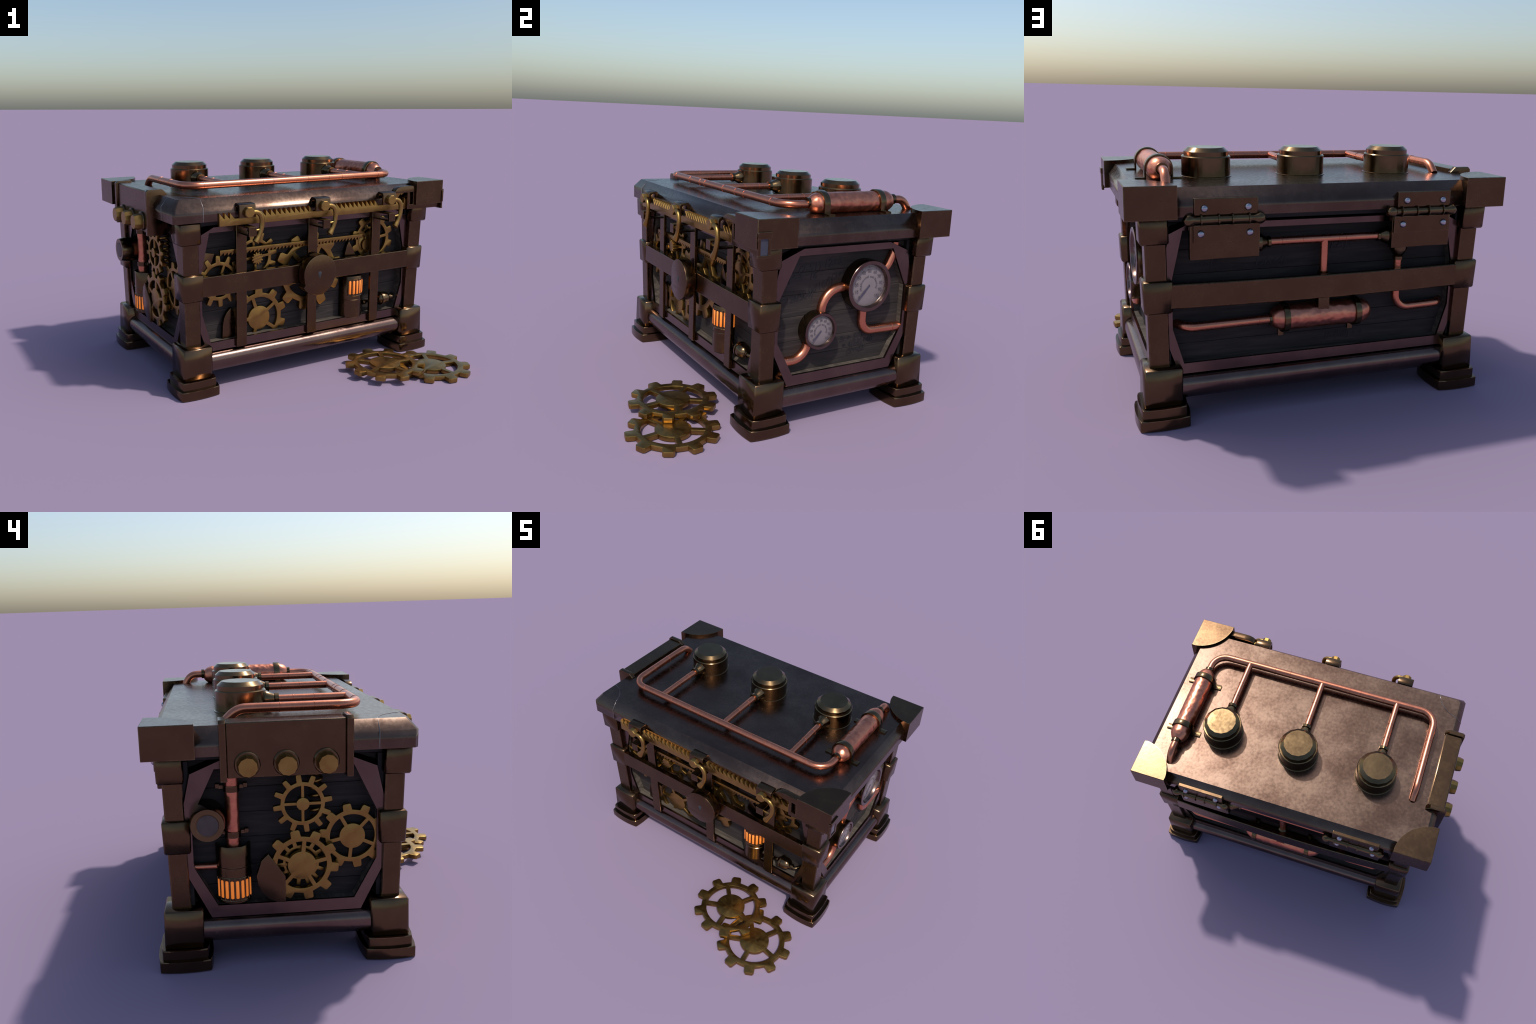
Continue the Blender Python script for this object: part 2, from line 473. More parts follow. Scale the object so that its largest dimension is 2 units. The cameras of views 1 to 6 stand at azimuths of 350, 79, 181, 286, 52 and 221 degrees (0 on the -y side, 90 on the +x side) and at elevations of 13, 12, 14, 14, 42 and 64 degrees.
def foot_bm(bm, sx, sy, o, i, z0, z1, bulge, bev):
    """slab with slightly bowed sides, o/i = outer and inner edge in depth"""
    c = (o + i) / 2; h = (o - i) / 2
    pts = []
    n = 6
    for k in range(4):
        ax, ay = ((-1, -1), (1, -1), (1, 1), (-1, 1))[k]
        bx, by = ((1, -1), (1, 1), (-1, 1), (-1, -1))[k]
        nx, ny = ((0, -1), (1, 0), (0, 1), (-1, 0))[k]
        for q in range(n):
            t = q / n
            bow = bulge * (1 - (2 * t - 1) ** 2)
            pts.append((c + h * (ax + (bx - ax) * t) + nx * bow, c + h * (ay + (by - ay) * t) + ny * bow))
    lo = [bm.verts.new((sx * (p[0] + D), sy * p[1], z0)) for p in pts]
    hi = [bm.verts.new((sx * (p[0] + D), sy * p[1], z1)) for p in pts]
    m = len(pts)
    for q in range(m):
        bm.faces.new((lo[q], lo[(q + 1) % m], hi[(q + 1) % m], hi[q]))
    bm.faces.new(lo); f = bm.faces.new(hi)
    ed = list(f.edges) + [e for q in range(0, m, n) for e in lo[q].link_edges if hi[q] in e.verts]
    bmesh.ops.bevel(bm, geom=ed, offset=bev, segments=2, affect='EDGES', profile=0.5)

for sx in (-1, 1):
    for sy in (-1, 1):
        DP = D + (0.008 if sx > 0 else 0.006)
        def cb(name, o0, i0, o1, i1, z0, z1, mat, parent, bev, ang, seg=1, DP=DP):
            lo = sorted((sx * (o0 + DP), sx * (i0 + D))) + sorted((sy * o0, sy * i0))
            hi = sorted((sx * (o1 + DP), sx * (i1 + D))) + sorted((sy * o1, sy * i1))
            return box(name, *lo, z0, z1, mat, parent, bev, seg, ang, top=hi)
        post = cb('corner_post', 0.463, 0.387, 0.475, 0.397, 0.245, 0.884, BRONZE, None, 0.004, 20)
        cb('post_collar', 0.492, 0.387, 0.495, 0.389, 0.773, 0.882, BRONZE, post, 0.007, 180)
        cb('post_collar', 0.480, 0.375, 0.484, 0.372, 0.486, 0.622, BRONZE, post, 0.007, 180)
        ft = cb('foot', 0.500, 0.342, 0.496, 0.338, 0.085, 0.251, FOOTMETAL, post, 0.008, 180, DP=D)
        bm = bmesh.new(); foot_bm(bm, sx, sy, 0.521, 0.316, 0.0, 0.046, 0.010, 0.005)
        add('foot_base', finish(bm), FOOTMETAL, post, 40)
        bm = bmesh.new(); foot_bm(bm, sx, sy, 0.509, 0.328, 0.044, 0.089, 0.009, 0.005)
        add('foot_step', finish(bm), FOOTMETAL, post, 40)

# ------------------------------------------------------------------ middle bands and front uprights
box('cross_band', -0.662, 0.662, -0.449, -0.4805, 0.505, 0.606, BRONZE, bev=0.004)
def bow(x):      # the back band bows out over the tank
    return 0.018 * (1 - (x / 0.662) ** 2)
bm = bmesh.new()
prof = [(0.449, 0.506), (0.477, 0.505), (0.4805, 0.5085), (0.4805, 0.6025), (0.477, 0.606), (0.449, 0.605)]
rows = [[bm.verts.new((x, y + bow(x) * (1.15 - 1.5 * (z - 0.505)), z)) for y, z in prof] for x in [-0.662 + 1.324 * i / 44 for i in range(45)]]
for a, b in zip(rows, rows[1:]):
    for k in range(6):
        bm.faces.new((a[k], a[(k + 1) % 6], b[(k + 1) % 6], b[k]))
bm.faces.new(rows[0]); bm.faces.new(rows[-1])
add('cross_band', finish(bm), BRONZE, None, 25)
UPX = (-0.4345, 0.0, 0.4310)
for x in UPX:
    box('upright_bar', x - 0.030, x + 0.030, -0.447, -0.464, 0.208, 0.884, BRONZE, bev=0.003)

# ------------------------------------------------------------------ lid
def lid():
    bm = bmesh.new()
    XL, XR, Y = 0.814, 0.817, 0.506
    prof = [(0.030, 0.884), (0.0, 0.884), (0.0, 0.918), (0.0, 0.936), (0.0, 0.953), (0.034, 0.996)]
    cut = 0.014
    rings = []
    for ins, z in prof:
        l, x, y = XL - ins, XR - ins, Y - ins
        c = cut
        pts = [(-l + c, -y), (x - c, -y), (x, -y + c), (x, y - c), (x - c, y), (-l + c, y), (-l, y - c), (-l, -y + c)]
        rings.append([bm.verts.new((p[0], p[1], z)) for p in pts])
    for a, b in zip(rings, rings[1:]):
        for i in range(8):
            bm.faces.new((a[i], a[(i + 1) % 8], b[(i + 1) % 8], b[i]))
    bm.faces.new(rings[0]); bm.faces.new(rings[-1])
    o = add('lid', finish(bm), LID, None, 45)
    # custom normals steer the lid's reflections; its real shape is unchanged
    me = o.data
    nl = [Vector(n.vector) for n in me.corner_normals]
    for p in me.polygons:
        for li in p.loop_indices:
            v = me.vertices[me.loops[li].vertex_index].co
            if p.normal.z > 0.99:          # flat top: normals tilted to pull the sun glare towards the +x end
                nl[li] = Vector((-0.022 if v.x > 0 else 0.030, 0, 1)).normalized()
            elif p.normal.z > -0.5:        # rim: normals forced so dark sky reflects above, ground below
                h = Vector((nl[li].x, nl[li].y, 0)).normalized()
                t = radians(0 if v.z < 0.93 else 30 if v.z < 0.945 else 40 if v.z < 0.96 else 54)
                nl[li] = h * cos(t) + Vector((0, 0, sin(t)))
    me.normals_split_custom_set([tuple(n) for n in nl])
    return o
LIDO = lid()

# broken-off corner: a bright arc where the missing fitting sat
arc = [(-0.813 + 0.155 * cos(t), -0.505 + 0.155 * sin(t), 0.9958) for t in [radians(13 + 64 * i / 12) for i in range(13)]]
arc = [(-0.6620, -0.5064, 0.886), (-0.6620, -0.5061, 0.953)] + arc + [(-0.8142, -0.354, 0.953), (-0.8145, -0.354, 0.886)]
bm = bmesh.new(); tube_bm(bm, arc, 0.0017, 6)
add('fitting_scar', finish(bm), SEAM, LIDO, 60)

# brass corner fittings: quarter-round tops with square outer corner
def corner_fitting(sx, sy, X, Y, R, z0, z1):
    bm = bmesh.new()
    n = 14
    pts = [(0, 0)] + [(R * cos(pi / 2 * i / n), R * sin(pi / 2 * i / n)) for i in range(n + 1)]
    lo = [bm.verts.new((sx * (X - p[0]), sy * (Y - p[1]), z0)) for p in pts]
    hi = [bm.verts.new((sx * (X - p[0]), sy * (Y - p[1]), z1)) for p in pts]
    m = len(pts)
    for i in range(m):
        bm.faces.new((lo[i], lo[(i + 1) % m], hi[(i + 1) % m], hi[i]))
    bm.faces.new(lo); top = bm.faces.new(hi)
    ed = list(top.edges) + [e for k in (0,) for e in lo[k].link_edges if hi[k] in e.verts]
    bmesh.ops.bevel(bm, geom=ed, offset=0.003, segments=2, affect='EDGES', profile=0.5)
    return add('corner_fitting', finish(bm), BRONZE, LIDO, 20)

corner_fitting(1, 1, 0.839, 0.538, 0.200, 0.881, 1.0125)
corner_fitting(-1, 1, 0.839, 0.538, 0.200, 0.881, 1.0125)
corner_fitting(1, -1, 0.838, 0.552, 0.200, 0.881, 1.0125)

# rack housing hanging from the front right fitting
house = plate('rack_housing', [(0.492, 0.953), (0.585, 0.953), (0.585, 0.858), (0.8375, 0.855), (0.8375, 0.985), (0.560, 0.990),
                               (0.532, 0.988), (0.510, 0.980), (0.496, 0.967)], 0.036, 'front', 0.5395, BRONZE, LIDO, 0.003,
              holes=[[(0.604, 0.886), (0.627, 0.885), (0.625, 0.953), (0.602, 0.954)]])
# clip loop on its end face
boxes('clip_loop', [(0.832, 0.8425, -0.551, -0.537, 0.850, 0.958), (0.832, 0.8425, -0.501, -0.487, 0.850, 0.958),
                    (0.8315, 0.846, -0.5525, -0.4855, 0.930, 0.960), (0.8315, 0.8435, -0.5515, -0.4865, 0.848, 0.860)],
      BRONZE, house, 0.002)
box('clip_window', 0.8295, 0.8395, -0.5375, -0.5005, 0.859, 0.931, SMOKED, house, 0)
boxes('clip_spring', [(0.830, 0.8405, -0.5570, -0.5525, 0.888, 0.952)], BRONZE, house, 0.001)

# ------------------------------------------------------------------ knob box on the left end
KB = box('knob_box', -0.8385, -0.745, -0.224, 0.224, 0.803, 1.014, BRONZE, None, 0.005)
for sg in (-1, 1):
    bm = bmesh.new()
    me = shape_mesh([[(-0.849, 0.793), (-0.742, 0.788), (-0.740, 1.000), (-0.764, 1.0235), (-0.838, 1.0235), (-0.849, 1.012)]], 0.026, 0.003)
    me.transform(Matrix(((1, 0, 0, 0), (0, 0, 1, sg * 0.2365), (0, 1, 0, 0), (0, 0, 0, 1))))
    add('end_strap', me, BRONZE, KB, 35)
for y in (0.148, 0.003, -0.147):
    k = lathe('knob', [(0.041, -0.842), (0.041, -0.868), (0.036, -0.888), (0.0, -0.889)], 'x', (0, y, 0.853), BRASS, KB, 10, 30, 0.2)
    lathe('knob_ring', [(0.0495, -0.836), (0.0495, -0.845), (0.046, -0.849), (0.030, -0.849)], 'x', (0, y, 0.855), DARKBRASS, k, 20)

# ------------------------------------------------------------------ lid plumbing
PZ = 1.0375
for x in (-0.441, 0.0, 0.441):
    pod = lathe('valve_pot', [(0.113, 0.994), (0.113, 0.9985), (0.108, 1.0005), (0.107, 1.040), (0.1075, 1.081), (0.104, 1.085), (0.080, 1.085)],
                'z', (x, 0.145, 0), DARKBRASS, LIDO, 32, 35)
    lathe('pot_cap', [(0.0985, 1.080), (0.0985, 1.104), (0.079, 1.1210), (0.0, 1.1215)], 'z', (x, 0.145, 0), DARKBRASS, pod, 14, 34, 0.1)
    lathe('pipe_fitting', [(0.034, 0.052), (0.040, 0.046), (0.040, 0.038), (0.030, 0.018), (0.022, 0.000), (0.026, 0.000), (0.026, -0.016), (0.0150, -0.017)],
          'y', (x, 0, PZ), DARKBRASS, pod, 12, 30)
    tube('copper_branch', [(x, -0.012, PZ), (x, -0.310, PZ)], 0.0175, COPPER, LIDO,
         joints=[((x, -0.012, PZ), (x, -0.31, PZ), f) for f in (0.22, 0.52)])
mainpts = [(-0.666, 0.216, 0.992), (-0.666, 0.170, PZ), (-0.666, -0.312, PZ), (0.656, -0.312, PZ), (0.657, -0.185, PZ)]
MAIN = tube('copper_pipe', mainpts, 0.0195, COPPER, LIDO, 0.085, 16,
            [((-0.58, -0.312, PZ), (0.56, -0.312, PZ), f) for f in (0.01, 0.19, 0.31, 0.365, 0.56, 0.68, 0.76, 0.985)] +
            [((-0.666, 0.10, PZ), (-0.666, -0.22, PZ), f) for f in (0.3, 0.72)])

def hammered_tank(name, r, prof_len, axis, origin, parent):
    """rounded copper vessel, hammered all over; axis runs +"""
    L = prof_len
    pr = [(0.0, 0.0), (r * 0.42, 0.002)]
    n = 6
    for i in range(1, n + 1):
        t = i / n
        pr.append((r * (0.42 + 0.58 * (0.6 * sin(t * pi / 2) + 0.4 * t)), 0.002 + r * 0.92 * (0.6 * (1 - cos(t * pi / 2)) + 0.4 * t)))
    a = pr[-1][1]
    for i in range(1, 40):
        pr.append((r, a + (L - 2 * a) * i / 40))
    pr += [(q, L - h) for q, h in reversed(pr[:n + 2])]
    bm = bmesh.new(); lathe_bm(bm, pr, axis, origin, 44)
    ax = AX[axis] @ Vector((0, 0, 1)); O = Vector(origin)
    for v in bm.verts:
        d = v.co - O; rad = d - ax * d.dot(ax)
        if rad.length > r * 0.5:
            c = noise.voronoi(v.co * 40)[0]
            v.co += rad.normalized() * (0.0032 * (min(c[0], 0.7) - 0.35))
    return add(name, finish(bm), HAMMERED, parent, 180)

def strap(name, axis, origin, r, w, foot, down, parent, th=0.008, tab=0.035):
    """half-round strap over a vessel with two straight legs and out-turned tabs.
    axis: run of vessel; 'down' unit vector towards the mounting surface; foot: distance axis to surface"""
    dn = Vector(down); ax = {'x': Vector((1, 0, 0)), 'y': Vector((0, 1, 0)), 'z': Vector((0, 0, 1))}[axis]
    sd = ax.cross(dn)
    inner, outer = [], []
    pts = []
    for i in range(17):
        t = pi * i / 16
        pts.append((cos(t), sin(t)))
    def line(rr, tb, lift):
        L = [(-(r + tb), -foot + lift), (-rr, -foot + lift)] if tb else []
        return L
    ro, ri = r + th, r
    out = [(-(ro + tab), -foot), (-(ro + tab), -foot + th), (-ro, -foot + th)] + [(-ro * c, ro * s) for c, s in pts] + \
          [(ro, -foot + th), (ro + tab, -foot + th), (ro + tab, -foot), (ri, -foot)] + [(ri * c, ri * s) for c, s in pts] + [(-ri, -foot)]
    me = shape_mesh([out], w, 0.0012)
    O = Vector(origin)
    M = Matrix((( sd.x, -dn.x, ax.x, O.x), (sd.y, -dn.y, ax.y, O.y), (sd.z, -dn.z, ax.z, O.z), (0, 0, 0, 1)))
    me.transform(M)
    return add(name, me, DARKBRASS, parent, 35)

TK = hammered_tank('copper_tank', 0.0510, 0.490, 'y', (0.658, -0.190, 1.039), LIDO)
for y in (-0.122, 0.205):
    strap('tank_strap', 'y', (0.658, y, 1.038), 0.0530, 0.032, 0.0425, (0, 0, -1), TK, th=0.0075, tab=0.038)
lathe('tank_collar', [(0.024, -0.200), (0.024, -0.183), (0.015, -0.183)], 'y', (0.656, 0, 1.044), DARKBRASS, TK, 16)
lathe('tank_collar', [(0.015, 0.296), (0.026, 0.296), (0.026, 0.312), (0.015, 0.312)], 'y', (0.658, 0, 1.047), DARKBRASS, TK, 16)
tube('tank_outlet', [(0.658, 0.290, 1.047), (0.658, 0.375, 1.044), (0.660, 0.412, 0.985)], 0.020, COPPER, TK, 0.06)

# ------------------------------------------------------------------ front: racks, clamps, hooks, lock
def rack_outline(x0, x1, zb, zv, zt, pitch, gaps=(), lean=1):
    """saw-toothed bar from x0 to x1: back edge zb, tooth root zv, tooth tip zt"""
    pts = [(x0, zb)]
    x = x0
    while x + pitch <= x1 + 1e-6:
        if any(a <= x + pitch / 2 <= b for a, b in gaps):
            pts += [(x, zv), (x + pitch, zv)]
        else:
            pts += [(x, zt), (x + pitch * 0.90, zv), (x + pitch * 0.995, zv)]
        x += pitch
    pts += [(x1, zv), (x1, zb)]
    return pts

RACK = plate('toothed_rack', rack_outline(-0.588, 0.578, 0.860, 0.895, 0.924, 0.0287,
             gaps=[(-0.495, -0.403), (-0.05, 0.045), (0.392, 0.487)]), 0.022, 'front', 0.5275, BRASS, None, 0.0015)
plate('rack_tooth_end', [(0.570, 0.861), (0.596, 0.861), (0.597, 0.893), (0.574, 0.925)], 0.020, 'front', 0.5265, BRASS, RACK, 0.0015)
plate('toothed_rack', [(0.490, 0.962), (0.575, 0.962), (0.572, 0.948), (0.562, 0.944), (0.556, 0.938), (0.548, 0.948), (0.538, 0.936),
                       (0.528, 0.926), (0.522, 0.918), (0.512, 0.932), (0.490, 0.945)], 0.018, 'front', 0.5225, BRASS, None, 0.0015)
plate('toothed_rack', [(u, z) for u, z in rack_outline(-0.5445, 0.3505, 0.7235, 0.708, 0.6935, 0.0216)], 0.016, 'front', 0.4435, BRASS, None, 0.0012)

def J_clamp(x):
    """bent plate hooked over the lid edge"""
    pr = [(-0.557, 0.897), (-0.557, 0.950), (-0.553, 0.960), (-0.544, 0.965), (-0.512, 0.967), (-0.504, 0.962), (-0.502, 0.950),
          (-0.5075, 0.930), (-0.515, 0.930), (-0.515, 0.944), (-0.520, 0.951), (-0.536, 0.951), (-0.543, 0.945), (-0.545, 0.935), (-0.545, 0.897)]
    me = shape_mesh([pr], 0.090, 0.002)
    me.transform(Matrix(((0, 0, 1, x), (1, 0, 0, 0), (0, 1, 0, 0), (0, 0, 0, 1))))
    return add('rack_clamp', me, BRONZE, LIDO, 35)

def hook_bm(bm, x):
    """curved latch arm hanging from the bolt, thick at its tip"""
    pts = [(x + 0.012, 0.925), (x + 0.040, 0.926), (x + 0.055, 0.921), (x + 0.068, 0.906), (x + 0.0735, 0.885), (x + 0.073, 0.860), (x + 0.067, 0.834),
           (x + 0.057, 0.812), (x + 0.046, 0.793), (x + 0.037, 0.780), (x + 0.032, 0.773)]
    path = []
    for (a, b), (c, d) in zip(pts, pts[1:]):
        path += [((a * (1 - t) + c * t), b * (1 - t) + d * t) for t in (0, 0.5)]
    path.append(pts[-1])
    # smooth twice
    for _ in range(3):
        path = [path[0]] + [((a[0] + 2 * b[0] + c[0]) / 4, (a[1] + 2 * b[1] + c[1]) / 4) for a, b, c in zip(path, path[1:], path[2:])] + [path[-1]]
    def rad(t):
        if t < 0.16: return 0.0120
        if t < 0.74: return 0.0134
        return 0.0134 + 0.0055 * sin(min(1, (t - 0.74) / 0.2) * pi / 2) - (0.009 if t > 0.985 else 0)
    n0 = len(bm.verts)
    tube_bm(bm, [(p[0], 0, p[1]) for p in path], rad, 10)
    # small arm back to the bracket
    tube_bm(bm, [(x + 0.068, 0, 0.838), (x + 0.045, 0, 0.834), (x + 0.006, 0, 0.832)], 0.0062, 8)
    bm.verts.ensure_lookup_table()
    for v in list(bm.verts)[n0:]:
        v.co.y = -0.571 + v.co.y * 0.85

for x, bx in zip((-0.449, -0.003, 0.440), (-0.449, -0.006, 0.437)):
    cl = J_clamp(x)
    bolt = lathe('bolt_head', [(0.0275, -0.556), (0.0275, -0.580), (0.0245, -0.583), (0.0, -0.583)], 'y', (bx, 0, 0.925), BRASS, cl, 8, 30, radians(22.5))
    bm = bmesh.new(); hook_bm(bm, bx)
    add('latch_hook', finish(bm), BRASS, cl, 50)
for x in (-0.436, 0.003, 0.439):
    boxes('latch_bracket', [(x - 0.022, x + 0.022, -0.584, -0.574, 0.808, 0.854), (x - 0.0215, x + 0.0215, -0.576, -0.463, 0.8455, 0.8535),
                            (x - 0.0215, x + 0.0215, -0.576, -0.463, 0.8085, 0.8165)], BRONZE, None, 0.0015)

lock_pts = [(-0.001 + 0.103 * cos(radians(a)), 0.560 + 0.101 * sin(radians(a))) for a in range(-22, 203, 9)]
lock_pts += [(-0.101, 0.522), (-0.094, 0.506), (-0.105, 0.493), (-0.099, 0.482), (-0.085, 0.468), (-0.055, 0.450), (-0.020, 0.4405), (0.012, 0.441), (0.040, 0.455),
             (0.066, 0.475), (0.082, 0.495)]
LK = plate('lock_plate', lock_pts, 0.058, 'front', 0.5405, BRONZE, None, 0.004)
key = [(-0.005 + 0.0115 * cos(radians(a)), 0.561 + 0.0115 * sin(radians(a))) for a in range(-50, 231, 20)] + [(-0.008, 0.537), (-0.002, 0.537)]
plate('keyhole', key, 0.004, 'front', 0.5415, KEYHOLE, LK, 0.0004)

# ------------------------------------------------------------------ front: gear train
put_gear('gear_wheel', wheel(0.134, 0.024, -23), 'front', -0.5455, 0.563, 0.432, 0.024, 93, BRASS)
put_gear('gear_wheel', wheel(0.134, 0.018, -4), 'front', -0.332, 0.660, 0.418, 0.018, 9, BRASS)
pin = gear_mesh(0.033, 0.052, 12, 0.78, 0.4, 0.2, 0, 0.1, 0.24, bev=0.0012)
put_gear('pinion', pin, 'front', -0.332, 0.660, 0.4475, 0.052, 12, BRASS)
put_gear('gear_wheel', cog(0.170, 0.024, 18), 'front', -0.304, 0.327, 0.412, 0.024, 18, BRASS)
put_gear('gear_wheel', cog(0.217, 0.026, 53), 'front', 0.004, 0.549, 0.4235, 0.026, 8.5, BRASS)
E1 = put_gear('gear_wheel', cog(0.147, 0.020, -12), 'front', 0.444, 0.683, 0.4195, 0.022, 20, BRASS)
put_gear('gear_wheel', cog(0.085, 0.016), 'front', 0.436, 0.684, 0.4055, 0.016, 4, BRASS)
lathe('axle', [(0.05, -0.390), (0.05, -0.404), (0.035, -0.409), (0.035, -0.426), (0.0, -0.427)], 'y', (0.40, 0, 0.655), BRASS, None, 16)
for (u, z, fr) in ((-0.332, 0.660, 0.40), (-0.5455, 0.563, 0.412), (-0.304, 0.327, 0.400), (0.004, 0.549, 0.41), (0.440, 0.686, 0.413)):
    lathe('axle', [(0.016, -0.380), (0.016, -fr)], 'y', (u, 0, z), DARKBRASS, None, 12)

# half-moon guard plates among the gears
def half_moon(s, a):
    base = [(0.072, 0.467), (0.100, 0.440), (0.120, 0.379), (0.116, 0.340), (0.100, 0.305), (0.074, 0.277), (0.042, 0.260), (0.006, 0.257), (0.005, 0.369), (0.040, 0.420)]
    cx, cz = 0.06, 0.36
    return [((cos(a) * (x - cx) - sin(a) * (z - cz)) * s, (sin(a) * (x - cx) + cos(a) * (z - cz)) * s) for x, z in base]
plate('guard_plate', [(-y, z) for y, z in [(p[0] + 0.06, p[1] + 0.36) for p in half_moon(1, 0)]], 0.030, 'left', 0.760, BRONZE)
plate('guard_plate', [(-0.527, 0.252), (-0.524, 0.317), (-0.517, 0.359), (-0.500, 0.389), (-0.477, 0.411), (-0.459, 0.390), (-0.453, 0.347), (-0.451, 0.252)], 0.022, 'front', 0.423, BRONZE)
plate('guard_plate', [(-0.622, 0.716), (-0.568, 0.706), (-0.592, 0.640), (-0.620, 0.575), (-0.655, 0.56), (-0.655, 0.62)], 0.020, 'front', 0.4245, BRONZE)
plate('guard_plate', [(0.250, 0.560), (0.250, 0.620), (0.262, 0.663), (0.275, 0.686), (0.300, 0.645), (0.330, 0.592), (0.345, 0.560)], 0.022, 'front', 0.4205, BRONZE)

# ------------------------------------------------------------------ heater cans with glowing slots
def heater(x, y, z_lo, z_hi, grille_low, ring_z, aim, pipe_hole):
    c = lathe('heater_can', [(0.050, z_lo), (0.066, z_lo), (0.071, z_lo + 0.006), (0.071, ring_z - 0.003), (0.0735, ring_z - 0.001), (0.0735, ring_z + 0.002),
                             (0.071, ring_z + 0.004), (0.071, z_hi - 0.003), (0.069, z_hi), (0.060, z_hi - 0.002), (0.058, z_hi - 0.02), (0.0, z_hi - 0.02)],
              'z', (x, y, 0), BRONZE, None, 28, 35)
    g0, g1 = grille_low
    # cage: two hoops and upright bars over the glowing core
    core = bmesh.new(); cage = bmesh.new()
    n = 8; span = radians(142)
    for hz in (g0, g1):
        pts = [(x + 0.0695 * cos(aim + span * (i / 24 - 0.5)), y + 0.0695 * sin(aim + span * (i / 24 - 0.5)), hz) for i in range(25)]
        tube_bm(cage, pts, 0.0038, 8)
    for i in range(n + 1):
        a = aim + span * (i / n - 0.5)
        tube_bm(cage, [(x + 0.0698 * cos(a), y + 0.0698 * sin(a), g0), (x + 0.0698 * cos(a), y + 0.0698 * sin(a), g1)], 0.0040, 8)
    for i in range(n):
        a = aim + span * ((i + 0.5) / n - 0.5)
        for_z = [g0 + 0.010, g0 + 0.013, g1 - 0.013, g1 - 0.010]
        tube_bm(core, [(x + 0.0662 * cos(a), y + 0.0662 * sin(a), zz) for zz in for_z], lambda t: 0.0082 if 0.2 < t < 0.8 else 0.005, 8)
    add('heater_cage', finish(cage), BRONZE, c, 40)
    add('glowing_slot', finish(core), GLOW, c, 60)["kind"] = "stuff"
    return c

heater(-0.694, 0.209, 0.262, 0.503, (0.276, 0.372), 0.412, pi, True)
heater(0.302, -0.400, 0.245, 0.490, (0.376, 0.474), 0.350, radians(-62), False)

# ------------------------------------------------------------------ left end: pipe, drum, gears, spring
LP = tube('copper_pipe', [(-0.716, 0.207, 0.496), (-0.716, 0.207, 0.83)], 0.0275, HAMMERED, None, sides=20)
for z, n in ((0.735, 0), (0.547, 1)):
    bm = bmesh.new()
    lathe_bm(bm, [(0.0272, -0.012), (0.0325, -0.012), (0.0325, 0.012), (0.0272, 0.012)], 'z', (-0.716, 0.207, z), 20)
    for sg in (-1, 1):
        box_bm(bm, -0.712, -0.704, 0.207 + sg * 0.030 - 0.004, 0.207 + sg * 0.030 + 0.004, z - 0.008, z + 0.008, 0.001, 1)
        box_bm(bm, -0.712, -0.690, 0.207 + sg * 0.055 - 0.0085, 0.207 + sg * 0.055 + 0.0085, z - 0.002, z + 0.016, 0.0015, 1)
        box_bm(bm, -0.7005, -0.6925, min(0.207 + sg * 0.028, 0.207 + sg * 0.050), max(0.207 + sg * 0.028, 0.207 + sg * 0.050), z - 0.0065, z + 0.0065, 0, 1)
    add('pipe_bracket', finish(bm), BRONZE, LP, 40)
tube('copper_branch', [(-0.705, 0.272, 0.409), (-0.705, 0.385, 0.409)], 0.0135, COPPER, None)
DR = lathe('gauge_drum', [(0.058, -0.684), (0.070, -0.690), (0.070, -0.765), (0.068, -0.808), (0.064, -0.822), (0.045, -0.8225), (0.0435, -0.8215), (0.0, -0.8215)],
           'x', (0, 0.306, 0.619), DARKBRASS, None, 26, 30)
lathe('drum_lens', [(0.0425, -0.8205), (0.041, -0.8235), (0.0, -0.8255)], 'x', (0, 0.305, 0.619), plain('frosted_lens', (0.085, 0.065, 0.062), 0.45, 0.5), DR, 22)

put_gear('gear_wheel', wheel(0.118, 0.022, -8.0), 'left', 0.069, 0.665, 0.7490, 0.018, 8, BRASS)
put_gear('gear_wheel', cog(0.137, 0.022, 19.5), 'left', 0.272, 0.511, 0.7235, 0.022, 28, BRASS)
put_gear('gear_wheel', cog(0.150, 0.026, -17), 'left', 0.063, 0.409, 0.7490, 0.022, 29.0, BRASS)
put_gear('gear_wheel', gear_mesh(0.098, 0.016, 14, 0.76, 0.62, 0.2, 4, 0.14, 0.18), 'left', 0.063, 0.409, 0.7225, 0.016, 5, BRASS)
lathe('gear_hub', [(0.026, -0.740), (0.026, -0.757), (0.021, -0.7585), (0.0, -0.7585)], 'x', (0, -0.069, 0.665), BRASS, None, 14)
for u, z, e in ((-0.069, 0.665, 0.735), (-0.272, 0.511, 0.708), (-0.063, 0.409, 0.735)):
    lathe('axle', [(0.014, -0.68), (0.014, -e)], 'x', (0, u, z), DARKBRASS, None, 12)
bm = bmesh.new()
turns, n = 8, 160
tube_bm(bm, [(-0.712 + 0.022 * cos(2 * pi * turns * i / n), -0.128 + 0.022 * sin(2 * pi * turns * i / n), 0.590 + 0.235 * i / n) for i in range(n + 1)], 0.0065, 8)
add('coil_spring', finish(bm), BRASS, None, 60)

